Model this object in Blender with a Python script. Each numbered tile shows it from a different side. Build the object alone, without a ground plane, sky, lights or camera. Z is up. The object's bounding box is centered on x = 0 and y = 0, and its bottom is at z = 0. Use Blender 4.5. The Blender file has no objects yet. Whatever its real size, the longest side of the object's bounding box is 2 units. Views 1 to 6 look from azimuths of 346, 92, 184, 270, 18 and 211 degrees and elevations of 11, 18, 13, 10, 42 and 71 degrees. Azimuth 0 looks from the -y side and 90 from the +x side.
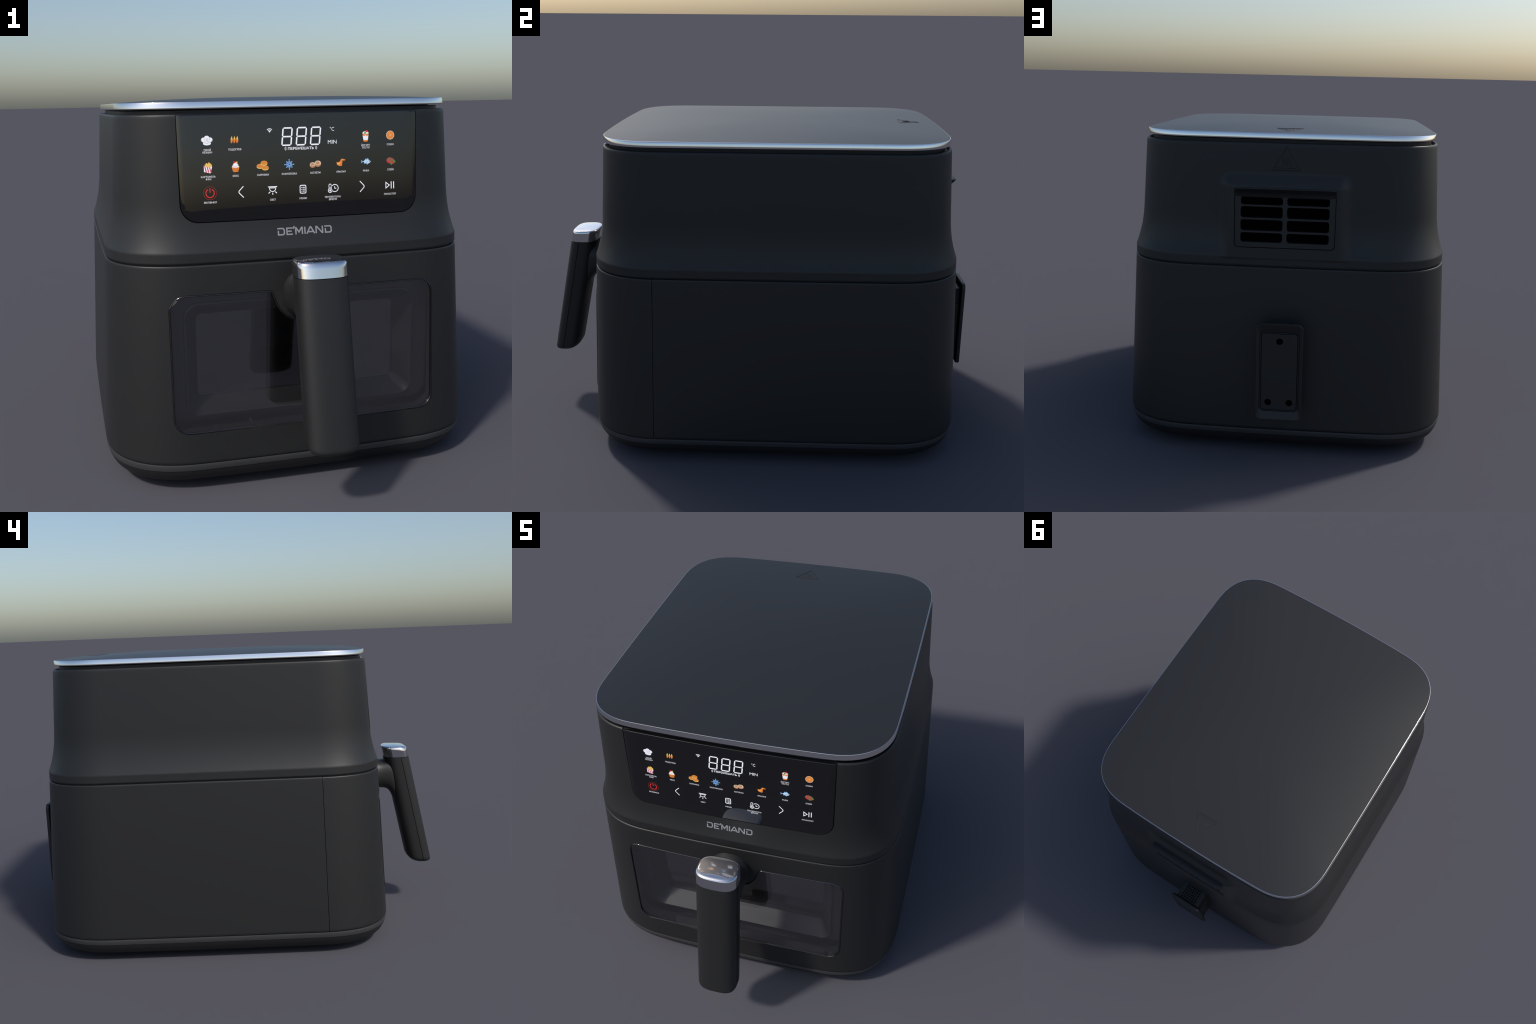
"""Countertop air fryer: lofted plastic body, domed lid with chrome rim, glossy touch panel,
drawer with a window and a slanted handle, rear vent and cord wrap."""
import bpy, bmesh, math
import numpy as np
from mathutils import Vector, Matrix
from mathutils.bvhtree import BVHTree

# ------------------------------------------------------------------ materials
def mat(name, color, rough=0.5, metal=0.0, spec=0.5, emit=0.0, coat=0.0, grain=0.0, vary=0.0):
    m = bpy.data.materials.new(name); m.use_nodes = True
    nt = m.node_tree; b = nt.nodes["Principled BSDF"]
    b.inputs["Base Color"].default_value = (*color, 1)
    b.inputs["Roughness"].default_value = rough
    b.inputs["Metallic"].default_value = metal
    b.inputs["Specular IOR Level"].default_value = spec
    b.inputs["Coat Weight"].default_value = coat
    if emit:
        b.inputs["Emission Color"].default_value = (*color, 1)
        b.inputs["Emission Strength"].default_value = emit
    if grain or vary:
        tc = nt.nodes.new("ShaderNodeTexCoord")
        nz = nt.nodes.new("ShaderNodeTexNoise")
        nz.inputs["Scale"].default_value = 380.0; nz.inputs["Detail"].default_value = 2.0
        nt.links.new(tc.outputs["Object"], nz.inputs["Vector"])
        if grain:
            bp = nt.nodes.new("ShaderNodeBump")
            bp.inputs["Strength"].default_value = grain; bp.inputs["Distance"].default_value = 0.0006
            nt.links.new(nz.outputs["Fac"], bp.inputs["Height"])
            nt.links.new(bp.outputs["Normal"], b.inputs["Normal"])
        if vary:
            mr = nt.nodes.new("ShaderNodeMapRange")
            mr.inputs["To Min"].default_value = rough - vary; mr.inputs["To Max"].default_value = rough + vary
            nt.links.new(nz.outputs["Fac"], mr.inputs["Value"])
            nt.links.new(mr.outputs["Result"], b.inputs["Roughness"])
    return m

def glass(name, tint, f0):
    """Clear pane: tinted see-through plus a mirror layer that grows at grazing angles."""
    m = bpy.data.materials.new(name); m.use_nodes = True
    nt = m.node_tree; nt.nodes.clear()
    N = nt.nodes.new; L = nt.links.new
    out = N("ShaderNodeOutputMaterial"); mix = N("ShaderNodeMixShader")
    tr = N("ShaderNodeBsdfTransparent"); gl = N("ShaderNodeBsdfGlossy")
    tr.inputs["Color"].default_value = (*tint, 1)
    gl.inputs["Roughness"].default_value = 0.01
    lw = N("ShaderNodeLayerWeight"); lw.inputs["Blend"].default_value = 0.5
    pw = N("ShaderNodeMath"); pw.operation = "POWER"; pw.inputs[1].default_value = 5
    ma = N("ShaderNodeMath"); ma.operation = "MULTIPLY_ADD"
    ma.inputs[1].default_value = 1 - f0; ma.inputs[2].default_value = f0
    L(lw.outputs["Facing"], pw.inputs[0]); L(pw.outputs[0], ma.inputs[0])
    L(ma.outputs[0], mix.inputs["Fac"]); L(tr.outputs[0], mix.inputs[1]); L(gl.outputs[0], mix.inputs[2])
    L(mix.outputs[0], out.inputs["Surface"])
    return m

PLASTIC = mat("charcoal_plastic", (0.0156, 0.0156, 0.0158), 0.46, grain=0.06, vary=0.03)
LID = mat("satin_lid", (0.0170, 0.0171, 0.0176), 0.42, grain=0.04, vary=0.02)
RING = mat("base_ring_plastic", (0.044, 0.044, 0.045), 0.42, grain=0.05)  # body plastic made paler to match the light band above the base
BASE = mat("base_plastic", (0.0125, 0.0125, 0.013), 0.55, grain=0.05)  # darker than the body plastic, set for contrast with the paler ring above
DARK = mat("dark_plastic", (0.012, 0.012, 0.0125), 0.5, grain=0.05)
BLACK = mat("hole_shadow_paint", (0.001, 0.001, 0.001), 0.9, spec=0.05)  # near-black colour painting the shadow inside slots, holes and grooves
GROOVE = mat("engraved_line", (0.012, 0.012, 0.0125), 0.6)
CHROME = mat("chrome", (0.86, 0.86, 0.88), 0.06, metal=1.0)
CAP = mat("satin_chrome", (0.80, 0.80, 0.82), 0.09, metal=1.0)
PANEL = mat("gloss_black_glass", (0.006, 0.006, 0.007), 0.015, spec=0.78)
STRIP = mat("lightened_neck_strip", (0.022, 0.022, 0.024), 0.3)
LOGO = mat("logo_grey", (0.28, 0.285, 0.30), 0.4)
FUNNEL = mat("window_funnel", (0.017, 0.017, 0.017), 0.40, spec=0.6)
RIMG = mat("gloss_black_rim", (0.010, 0.010, 0.011), 0.06, spec=1.0)
BEZEL = mat("window_bezel", (0.010, 0.010, 0.0105), 0.5)
STEEL = mat("basket_coating", (0.012, 0.012, 0.0125), 0.75, spec=0.2)
PANE = glass("window_glass", (0.96, 0.96, 0.97), 0.125)

def lit(name, c, e=0.21):
    return mat("display_" + name, c, 0.4, emit=e)
WHITE = lit("white", (0.78, 0.78, 0.83), 0.36); LABEL = lit("label", (0.66, 0.66, 0.69), 0.30)
RED = lit("red", (0.60, 0.03, 0.032), 0.25); ORANGE = lit("orange", (0.80, 0.22, 0.03)); YELLOW = lit("yellow", (0.85, 0.52, 0.12))
GOLD = lit("gold", (0.62, 0.26, 0.05)); BROWN = lit("brown", (0.30, 0.10, 0.03)); CREAM = lit("cream", (0.75, 0.55, 0.38))
GREEN = lit("green", (0.08, 0.25, 0.04)); BLUE = lit("blue", (0.20, 0.42, 0.75)); PALE = lit("pale_blue", (0.55, 0.75, 0.88))
PINK = lit("pink", (0.62, 0.10, 0.14)); MEAT = lit("meat", (0.33, 0.10, 0.07)); GREY = lit("grey", (0.40, 0.40, 0.43)); TAN = lit("tan", (0.50, 0.25, 0.13))
INK = mat("display_ink", (0.02, 0.02, 0.03), 0.4)

# ------------------------------------------------------------------ object helpers
ROOT = bpy.data.objects.new("air_fryer", None)
bpy.context.scene.collection.objects.link(ROOT)
ROOT["label"] = "matte black air fryer with touch panel, window drawer and chrome details"
ROOT["category"] = "air fryer"

def smooth(me, angle=35):
    for p in me.polygons: p.use_smooth = True
    me.set_sharp_from_angle(angle=math.radians(angle))

def put(name, me, parent=None, material=None, angle=35):
    if material is not None:
        mats = material if isinstance(material, (list, tuple)) else [material]
        if len(me.materials): me.materials.clear()
        for mm in mats: me.materials.append(mm)
    if angle: smooth(me, angle)
    ob = bpy.data.objects.new(name, me)
    bpy.context.scene.collection.objects.link(ob)
    ob.parent = parent or ROOT
    return ob

def mesh(verts, faces, midx=None):
    me = bpy.data.meshes.new("m"); me.from_pydata([tuple(v) for v in verts], [], faces)
    if midx is not None: me.polygons.foreach_set("material_index", midx)
    me.update(); return me

def fix_normals(me):
    bm = bmesh.new(); bm.from_mesh(me)
    bmesh.ops.recalc_face_normals(bm, faces=bm.faces); bm.to_mesh(me); bm.free(); me.update(); return me

def loft(rings, cap0=True, cap1=True):
    """Skin of closed rings (arrays n x 3), capped with a fan at either end."""
    n = len(rings[0]); V = np.concatenate(rings); F = []
    for i in range(len(rings) - 1):
        a, b = i * n, (i + 1) * n
        F += [(a + j, a + (j + 1) % n, b + (j + 1) % n, b + j) for j in range(n)]
    V = [tuple(v) for v in V]
    for on, i in ((cap0, 0), (cap1, len(rings) - 1)):
        if on:
            c = len(V); V.append(tuple(np.mean(rings[i], axis=0)))
            for j in range(n):
                f = (i * n + j, i * n + (j + 1) % n, c)
                F.append(f if i else f[::-1])
    return fix_normals(mesh(V, F))

def boolean(me, cutters, op="DIFFERENCE"):
    """Exact boolean; outer faces keep the smooth normals of the uncut surface."""
    src = bpy.data.objects.new("tmp", me); bpy.context.scene.collection.objects.link(src)
    obs = []
    for c in cutters:
        o = bpy.data.objects.new("cut", c); bpy.context.scene.collection.objects.link(o); obs.append(o)
        md = src.modifiers.new("b", "BOOLEAN"); md.operation = op; md.solver = "EXACT"; md.object = o
    dg = bpy.context.evaluated_depsgraph_get()
    out = bpy.data.meshes.new_from_object(src.evaluated_get(dg))
    for o in obs + [src]: bpy.data.objects.remove(o)
    return out

def keep_normals(me, ref):
    """Give faces that lie on the reference skin its interpolated normals."""
    bm = bmesh.new(); bm.from_mesh(ref); bm.normal_update()
    tree = BVHTree.FromBMesh(bm); bm.verts.ensure_lookup_table(); bm.faces.ensure_lookup_table()
    nor = []
    for p in me.polygons:
        hit = tree.find_nearest(p.center)
        on = hit[3] < 5e-4 and abs(hit[1].dot(p.normal)) > 0.97
        for li in p.loop_indices:
            n = p.normal
            if on:
                co = me.vertices[me.loops[li].vertex_index].co
                f = bm.faces[hit[2]]
                h2 = tree.find_nearest(co)
                if h2[1].dot(p.normal) > 0.9: f = bm.faces[h2[2]]
                ws = [1.0 / ((v.co - co).length + 1e-5) for v in f.verts]
                a = Vector((0, 0, 0))
                for w, v in zip(ws, f.verts): a += v.normal * w
                if a.length > 0 and a.normalized().dot(p.normal) > 0.9: n = a.normalized()
            nor.append(n)
    bm.free()
    for p in me.polygons: p.use_smooth = True
    me.normals_split_custom_set(nor)
    return me

def rrect(w, h, r, n=8, cx=0.0, cy=0.0):
    """Rounded rectangle outline, full size w x h."""
    P = []
    for sx, sy, a0 in ((1, 1, 0), (-1, 1, 90), (-1, -1, 180), (1, -1, 270)):
        for i in range(n + 1):
            a = math.radians(a0 + 90 * i / n)
            P.append((cx + sx * (w / 2 - r) + r * math.cos(a), cy + sy * (h / 2 - r) + r * math.sin(a)))
    return P

def prism(outline, y0, y1):
    """Outline in (x, z) extruded along y."""
    n = len(outline)
    V = [(x, y0, z) for x, z in outline] + [(x, y1, z) for x, z in outline]
    F = [tuple(range(n)), tuple(range(2 * n - 1, n - 1, -1))] + [(i, (i + 1) % n, n + (i + 1) % n, n + i)[::-1] for i in range(n)]
    return fix_normals(mesh(V, F))

def box(x0, x1, y0, y1, z0, z1):
    return prism([(x0, z0), (x1, z0), (x1, z1), (x0, z1)], y0, y1)

def holed_plate(outer, holes, depth, bevel=0.0):
    """Flat plate with holes: outlines in (x, z), thickness along y, centred on y = 0."""
    cu = bpy.data.curves.new("c", "CURVE"); cu.dimensions = "2D"; cu.fill_mode = "BOTH"
    cu.extrude = depth / 2 - bevel; cu.bevel_depth = bevel; cu.bevel_resolution = 2
    if bevel: cu.offset = -bevel
    for pts in [outer] + holes:
        sp = cu.splines.new("POLY"); sp.points.add(len(pts) - 1); sp.use_cyclic_u = True
        for p, (x, z) in zip(sp.points, pts): p.co = (x, z, 0, 1)
    ob = bpy.data.objects.new("c", cu); bpy.context.scene.collection.objects.link(ob)
    me = bpy.data.meshes.new_from_object(ob.evaluated_get(bpy.context.evaluated_depsgraph_get()))
    bpy.data.objects.remove(ob)
    me.transform(Matrix.Rotation(math.pi / 2, 4, "X"))
    bm = bmesh.new(); bm.from_mesh(me); bmesh.ops.remove_doubles(bm, verts=bm.verts, dist=1e-5)
    bmesh.ops.recalc_face_normals(bm, faces=bm.faces); bm.to_mesh(me); bm.free()
    return me

def join(meshes):
    bm = bmesh.new()
    for me in meshes: bm.from_mesh(me)
    out = bpy.data.meshes.new("j"); bm.to_mesh(out); bm.free(); return out

def tube(points, r, cyclic=False, res=3):
    cu = bpy.data.curves.new("t", "CURVE"); cu.dimensions = "3D"; cu.bevel_depth = r; cu.bevel_resolution = res; cu.use_fill_caps = True
    sp = cu.splines.new("POLY"); sp.points.add(len(points) - 1); sp.use_cyclic_u = cyclic
    for p, c in zip(sp.points, points): p.co = (*c, 1)
    ob = bpy.data.objects.new("t", cu); bpy.context.scene.collection.objects.link(ob)
    me = bpy.data.meshes.new_from_object(ob.evaluated_get(bpy.context.evaluated_depsgraph_get()))
    bpy.data.objects.remove(ob); return me

# ------------------------------------------------------------------ body plan and profile
HX, R, NEXP, BX = 0.6180, 0.245, 2.6, 0.006          # half width, corner radius, corner exponent, side bulge
Y_FRONT, Y_BACK, BULGE_F, BULGE_B = -0.6135, 0.8203, 0.0215, 0.020
Y_MID = 0.100
KS, KC = 44, 40                                       # samples on straights and corners

def half_plan(hx, Y, r, bulge, bx=BX):
    t = np.linspace(0, math.pi / 2, KC)
    c, s = np.cos(t) ** (2 / NEXP), np.sin(t) ** (2 / NEXP)
    c[-1] = 0.0; s[0] = 0.0
    k = np.linspace(0, 1, KS)[:-1]
    q = np.r_[np.c_[hx + 0 * k, k * (Y - r)], np.c_[hx - r + r * c, Y - r + r * s], np.c_[(1 - k[1:]) * (hx - r), Y + 0 * k[1:]], [[0, Y]]]
    x, y = q[:, 0].copy(), q[:, 1].copy()
    q[:, 0] -= bx * (y / Y) ** 2 * (x / hx)
    q[:, 1] -= bulge * (x / hx) ** 2 * (y / Y)
    return q

def plan(o, yf=Y_FRONT, bf=BULGE_F):
    """Closed outline of the body, o metres outside the lid edge."""
    hx = HX + o
    B = half_plan(hx, Y_BACK - Y_MID + o, R + o, BULGE_B)          # +x side, going to the back centre
    Fq = half_plan(hx, Y_MID - yf + o, R + o, bf)
    a = B; b = (B * [-1, 1])[::-1][1:]
    c = (Fq * [-1, -1])[1:]; d = (Fq * [1, -1])[::-1][1:-1]
    P = np.r_[a, b, c, d]; P[:, 1] += Y_MID
    return P

def ring(o, z, **k):
    p = plan(o, **k); return np.c_[p, np.full(len(p), z)]

Z_SEAM, Z_FLANGE, Z_WAIST, Z_TOP, Z_RIDGE = 0.815, 0.854, 1.030, 1.312, 0.1125
def off(z):
    if z < Z_SEAM: return 0.0595 + (Z_SEAM - z) / (Z_SEAM - 0.1) * 0.0330
    if z < Z_FLANGE: return 0.0590 - 0.0012 * (z - Z_SEAM) / (Z_FLANGE - Z_SEAM)
    if z < Z_WAIST:
        t = (Z_WAIST - z) / (Z_WAIST - Z_FLANGE)
        return 0.0232 + 0.0101 * t + 0.0245 * t ** 2.3
    return 0.007 + (Z_TOP - z) / (Z_TOP - Z_WAIST) * 0.0162

def corner_drop(x, hx, r):
    """How far the plan falls back where the front turns into the rounded corner."""
    u = (abs(x) - (hx - r)) / r
    return 0.0 if u <= 0 else r * (1 - (1 - min(u, 1) ** NEXP) ** (1 / NEXP))

def front_y(x, z):
    o = off(z); hx = HX + o
    return Y_MID - (Y_MID - Y_FRONT + o) + BULGE_F * (x / hx) ** 2 + corner_drop(x, hx, R + o)

def back_y(x, z):
    o = off(z); return Y_BACK + o - BULGE_B * (x / (HX + o)) ** 2

def sstep(t):
    t = np.clip(t, 0, 1); return t * t * (3 - 2 * t)

# ------------------------------------------------------------------ upper housing with rear hood
HOOD_W, HOOD_Z = 0.216, 1.138
def hood(rg):
    x, y, z = rg.T.copy()
    m = y > 0.5
    d = np.hypot(np.maximum(np.abs(x) - HOOD_W, 0), np.maximum(z - HOOD_Z, 0))
    face = 0.862 + (HOOD_Z - z) / (HOOD_Z - Z_FLANGE) * 0.017
    rise = np.maximum(face - y, 0) * sstep(1 - d / 0.058)
    y = np.where(m & (z > Z_FLANGE - 0.004), y + rise, y)
    return np.c_[x, y, z]

zs = np.r_[Z_SEAM + 0.006, np.linspace(Z_SEAM + 0.010, Z_FLANGE - 0.003, 6), np.linspace(Z_FLANGE, Z_WAIST, 33), np.linspace(Z_WAIST + 0.006, 1.21, 33), np.linspace(1.22, Z_TOP - 0.004, 12)]
rings = [ring(-0.03, Z_SEAM + 0.003), ring(0.054, Z_SEAM + 0.003), ring(0.0578, Z_SEAM + 0.004)]
rings += [hood(ring(off(z), z)) for z in zs]
rings += [ring(0.0064, 1.3118), ring(0.0045, 1.3143), ring(0.0015, 1.3156), ring(-0.003, 1.3153), ring(-0.007, 1.3125), ring(-0.008, 1.306)]
upper = loft(rings)

PW, PZ0, PZ1, PR = 0.4265, 0.9555, 1.3115, 0.060
def panel_half(z, w=PW, z0=PZ0, r=PR):
    """Half width of the panel at height z: rounded lower corners."""
    if z < z0 + r:
        return w - r + math.sqrt(max(r * r - (z0 + r - z) ** 2, 0))
    return w + 0.002 * (z - z0 - r) / 0.3
def panel_outline(grow, top):
    w, z0, r = PW + grow, PZ0 - grow, PR + grow
    right = [(w + 0.002, top)] + [(w - r + r * math.cos(a), z0 + r - r * math.sin(a)) for a in np.linspace(0, math.pi / 2, 14)]
    return right + [(-x, z) for x, z in reversed(right)]

# panel recess: prism cut whose floor follows the front at 26 mm depth
cut_panel = prism(panel_outline(0.0028, 1.36), -0.80, -0.598)
cut_vent = prism(rrect(0.4125, 0.2395, 0.017, 8, 0, 1.0128), 0.80, 0.98)
upper_cut = boolean(upper, [cut_panel, cut_vent])
keep_normals(upper_cut, upper)
housing = put("upper_housing", upper_cut, material=PLASTIC, angle=None)

# ------------------------------------------------------------------ lower body: housing and drawer front
zl = np.r_[Z_RIDGE, Z_RIDGE + 0.003, np.linspace(Z_RIDGE + 0.012, Z_SEAM - 0.010, 30), Z_SEAM - 0.006]
lr = [ring(-0.02, Z_RIDGE - 0.001), ring(off(Z_RIDGE) - 0.004, Z_RIDGE - 0.001)]
lr += [ring(off(z) - (0.0015 if z == Z_RIDGE else 0), z) for z in zl]
lr += [ring(0.0587, Z_SEAM - 0.0035), ring(0.0562, Z_SEAM - 0.0018), ring(0.050, Z_SEAM - 0.0012), ring(-0.02, Z_SEAM - 0.0012)]
lower = loft(lr)

def split(me, y_top, y_bot, keep_front):
    bm = bmesh.new(); bm.from_mesh(me)
    a = Vector((0, y_top, 0.8136)); dirv = Vector((0, y_bot - y_top, 0.12 - 0.8136))
    nrm = Vector((1, 0, 0)).cross(dirv).normalized()
    if nrm.y < 0: nrm = -nrm
    bmesh.ops.bisect_plane(bm, geom=bm.verts[:] + bm.edges[:] + bm.faces[:], plane_co=a, plane_no=nrm, clear_outer=keep_front, clear_inner=not keep_front)
    bmesh.ops.holes_fill(bm, edges=[e for e in bm.edges if e.is_boundary])
    bmesh.ops.recalc_face_normals(bm, faces=bm.faces)
    out = bpy.data.meshes.new("half"); bm.to_mesh(out); bm.free(); return out

drawer_raw = split(lower, -0.3848, -0.3983, True)
rear_raw = split(lower, -0.3826, -0.3961, False)

WX, WZ0, WZ1, WR = 0.4850, 0.2215, 0.7115, 0.056
def window_rect(grow): return rrect(2 * (WX + grow), WZ1 - WZ0 + 2 * grow, WR + grow, 16, 0, (WZ0 + WZ1) / 2)
shell = loft([ring(off(z) - 0.020, z) for z in np.linspace(0.135, 0.775, 12)])
cavity = split(shell, -0.3910, -0.4045, True)
cavity = boolean(cavity, [box(-0.9, 0.9, -0.43, -0.2, 0, 1)])
drawer = boolean(drawer_raw, [prism(window_rect(0.001), -0.9, -0.58), cavity, box(-0.50, 0.50, -0.45, -0.2, 0.18, 0.75)])
keep_normals(drawer, lower)
drawer_ob = put("drawer_front", drawer, material=PLASTIC, angle=None)
rear = boolean(rear_raw, [box(-0.50, 0.50, -0.60, 0.55, 0.18, 0.75)])
keep_normals(rear, lower)
put("lower_housing", rear, material=PLASTIC, angle=None)

put("seam_core", loft([ring(0.02, 0.800), ring(0.050, 0.800), ring(0.050, 0.824), ring(0.02, 0.824)], False, False), material=DARK)

# ------------------------------------------------------------------ base ring, base, feet
put("base_ring", loft([ring(-0.02, Z_RIDGE - 0.0025), ring(0.088, Z_RIDGE - 0.0025), ring(0.0908, Z_RIDGE - 0.0032), ring(0.0914, Z_RIDGE - 0.005), ring(0.0900, 0.0960), ring(0.0885, 0.0880), ring(0.0878, 0.0858), ring(0.02, 0.0850)]), material=RING)
put("base", loft([ring(0.02, 0.0840), ring(0.0868, 0.0840), ring(0.084, 0.074), ring(0.074, 0.055), ring(0.058, 0.039), ring(0.042, 0.0305), ring(0.025, 0.0275), ring(-0.10, 0.0270)]), material=BASE)
def disc(r, z0, z1, n=32, bevel=0.004):
    a = np.linspace(0, 2 * math.pi, n, endpoint=False)
    return loft([np.c_[rr * np.cos(a), rr * np.sin(a), np.full(n, z)] for rr, z in ((r - bevel, z0), (r, z0 + bevel), (r, z1))])
foot = disc(0.045, 0.0, 0.03); first = None
for fx, fy_ in ((-0.42, -0.42), (0.42, -0.42), (-0.42, 0.62), (0.42, 0.62)):
    if first is None: first = ob = put("foot", foot, material=DARK)
    else:
        ob = first.copy(); bpy.context.scene.collection.objects.link(ob)
    ob.location = (fx, fy_, 0)

# ------------------------------------------------------------------ lid
LK = dict(yf=-0.617, bf=0.021)
def lring(o, z): return ring(o + 0.0025, z, **LK)
rim = loft([lring(-0.03, 1.3320), lring(-0.0010, 1.3320), lring(-0.0002, 1.3323), lring(0, 1.3328), lring(-0.0001, 1.3365), lring(-0.0005, 1.3410), lring(-0.0011, 1.3455), lring(-0.0019, 1.3500), lring(-0.0026, 1.3532), lring(-0.0032, 1.3546), lring(-0.0042, 1.3550), lring(-0.0052, 1.3550), lring(-0.0085, 1.3530), lring(-0.03, 1.350)])
edge = lring(-0.0047, 1.3551); cen = np.array([0, Y_MID, 0])
dome = []; LID_Z, LID_H = 1.3552, 0.0178
for s in np.r_[1.0, 0.994, np.linspace(0.985, 0.02, 40)]:
    q = (edge - cen) * [s, s, 0] + cen
    h = LID_Z + LID_H * (1 - s ** 2.3)
    q[:, 2] = h; dome.append(q)
lid_top = put("lid", loft([lring(-0.02, 1.345)] + dome), material=LID, angle=50)
def lid_z(x, y):
    """Height of the domed lid at a point (ray from the centre to the edge gives s)."""
    ang = math.atan2(y - Y_MID, x); e = edge - cen
    angs = np.arctan2(e[:, 1], e[:, 0]); i = int(np.argmin(np.abs(np.angle(np.exp(1j * (angs - ang))))))
    s = math.hypot(x, y - Y_MID) / np.hypot(*e[i, :2]); return LID_Z + LID_H * (1 - min(s, 1) ** 2.3)
put("chrome_rim", rim, lid_top, CHROME)
put("lid_neck", loft([lring(-0.05, 1.290), lring(-0.022, 1.290), lring(-0.022, 1.3270), lring(-0.0235, 1.3285), lring(-0.050, 1.3290), lring(-0.050, 1.3320)]), lid_top, PLASTIC)

# ------------------------------------------------------------------ patches that follow the front of the body
def panel_y(x, z):
    """Front skin carried on straight below the waist: the glass panel does not flare."""
    o = 0.0062 + (Z_TOP - z) * 0.0665
    return Y_FRONT - o + BULGE_F * (x / (HX + o)) ** 2 + corner_drop(x, HX + o, R + o)

def front_patch(zrows, halfw, lift, thick, nx=56, surf=front_y, chamfer=0.0012):
    """Slab whose outer face lies `lift` outside the front skin; straight back at `thick`."""
    V, F = [], []; nz = len(zrows)
    for z in zrows:
        w = halfw(z)
        for i in range(nx + 1):
            x = w * (2 * i / nx - 1); V.append((x, surf(x, z) - lift, z))
    w1 = nx + 1
    for j in range(nz - 1):
        for i in range(nx): F.append((j * w1 + i, j * w1 + i + 1, (j + 1) * w1 + i + 1, (j + 1) * w1 + i))
    loop = list(range(w1)) + [j * w1 + nx for j in range(1, nz)] + [(nz - 1) * w1 + i for i in range(nx - 1, -1, -1)] + [j * w1 for j in range(nz - 2, 0, -1)]
    bev = chamfer; b0 = len(V); zc = (zrows[0] + zrows[-1]) / 2; m = len(loop)
    for dy, sc in ((bev, 0.0), (thick, 0.0)):
        for v in loop: V.append((V[v][0], V[v][1] + dy, V[v][2]))
    # shrink the outer face slightly to give a chamfered edge
    for k in range(m):
        F.append((loop[k], loop[(k + 1) % m], b0 + (k + 1) % m, b0 + k))
        F.append((b0 + k, b0 + (k + 1) % m, b0 + m + (k + 1) % m, b0 + m + k))
    V2 = np.array(V)
    for v in loop:
        x, y, z = V2[v]; dx = -chamfer * np.sign(x) if abs(x) > halfw(z) - 0.002 else 0
        V2[v, 0] += dx
    V2[:w1, 2] += chamfer; V2[(nz - 1) * w1:nz * w1, 2] -= chamfer
    F.append(tuple(b0 + m + k for k in range(m)))
    return fix_normals(mesh(V2, F))

rows = np.r_[PZ0 + PR * (1 - np.cos(np.linspace(0.02, math.pi / 2, 16))), np.linspace(PZ0 + PR + 0.006, PZ1, 44)]
panel = put("control_panel", front_patch(rows, panel_half, 0.0006, 0.012, surf=panel_y), material=PANEL, angle=40)
# neck strip above the panel, colour lightened and face tilted for sky reflection
st = []
for i in range(41):
    x = 0.4245 * (i / 20 - 1); y = Y_MID - (Y_MID + 0.617 - 0.022) + 0.021 * (x / 0.596) ** 2 - 0.0012
    st.append((x, y))
V = [(x, y + dy, z) for dy, z in ((-0.006, 1.2950), (-0.0015, 1.3195), (0.0, 1.3222), (0.010, 1.3230), (0.010, 1.2950)) for x, y in st]
n_ = len(st); F = [(a * n_ + i, a * n_ + i + 1, ((a + 1) % 5) * n_ + i + 1, ((a + 1) % 5) * n_ + i) for a in range(5) for i in range(n_ - 1)]
F += [tuple(k * n_ for k in range(5)), tuple(k * n_ + n_ - 1 for k in (4, 3, 2, 1, 0))]
put("lightened_neck_strip", fix_normals(mesh(V, F)), panel, STRIP, 30)

# ------------------------------------------------------------------ printed graphics on the panel
def ribbon(pts, w, closed=False):
    """Polyline of width w as quads, mitred."""
    P = [Vector(p) for p in pts]; n = len(P); L_, R_ = [], []
    for i, p in enumerate(P):
        a = P[i - 1] if (i or closed) else None; b = P[(i + 1) % n] if (i < n - 1 or closed) else None
        d1 = (p - a).normalized() if a is not None else None; d2 = (b - p).normalized() if b is not None else None
        d1 = d1 or d2; d2 = d2 or d1
        n1, n2 = Vector((-d1.y, d1.x)), Vector((-d2.y, d2.x)); m = n1 + n2
        m = m.normalized() if m.length > 1e-6 else n1
        k = w / 2 / max(m.dot(n1), 0.45)
        L_.append(p + m * k); R_.append(p - m * k)
    out = []
    for i in range(n if closed else n - 1):
        j = (i + 1) % n; out.append([tuple(L_[i]), tuple(L_[j]), tuple(R_[j]), tuple(R_[i])])
    return out

def circle(cx, cy, r, n=24, ry=None, a0=0.0, a1=360.0):
    full = abs(a1 - a0) >= 360
    A = np.radians(np.linspace(a0, a1, n, endpoint=not full)); ry = ry or r
    return [(cx + r * math.cos(a), cy + ry * math.sin(a)) for a in A]

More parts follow.
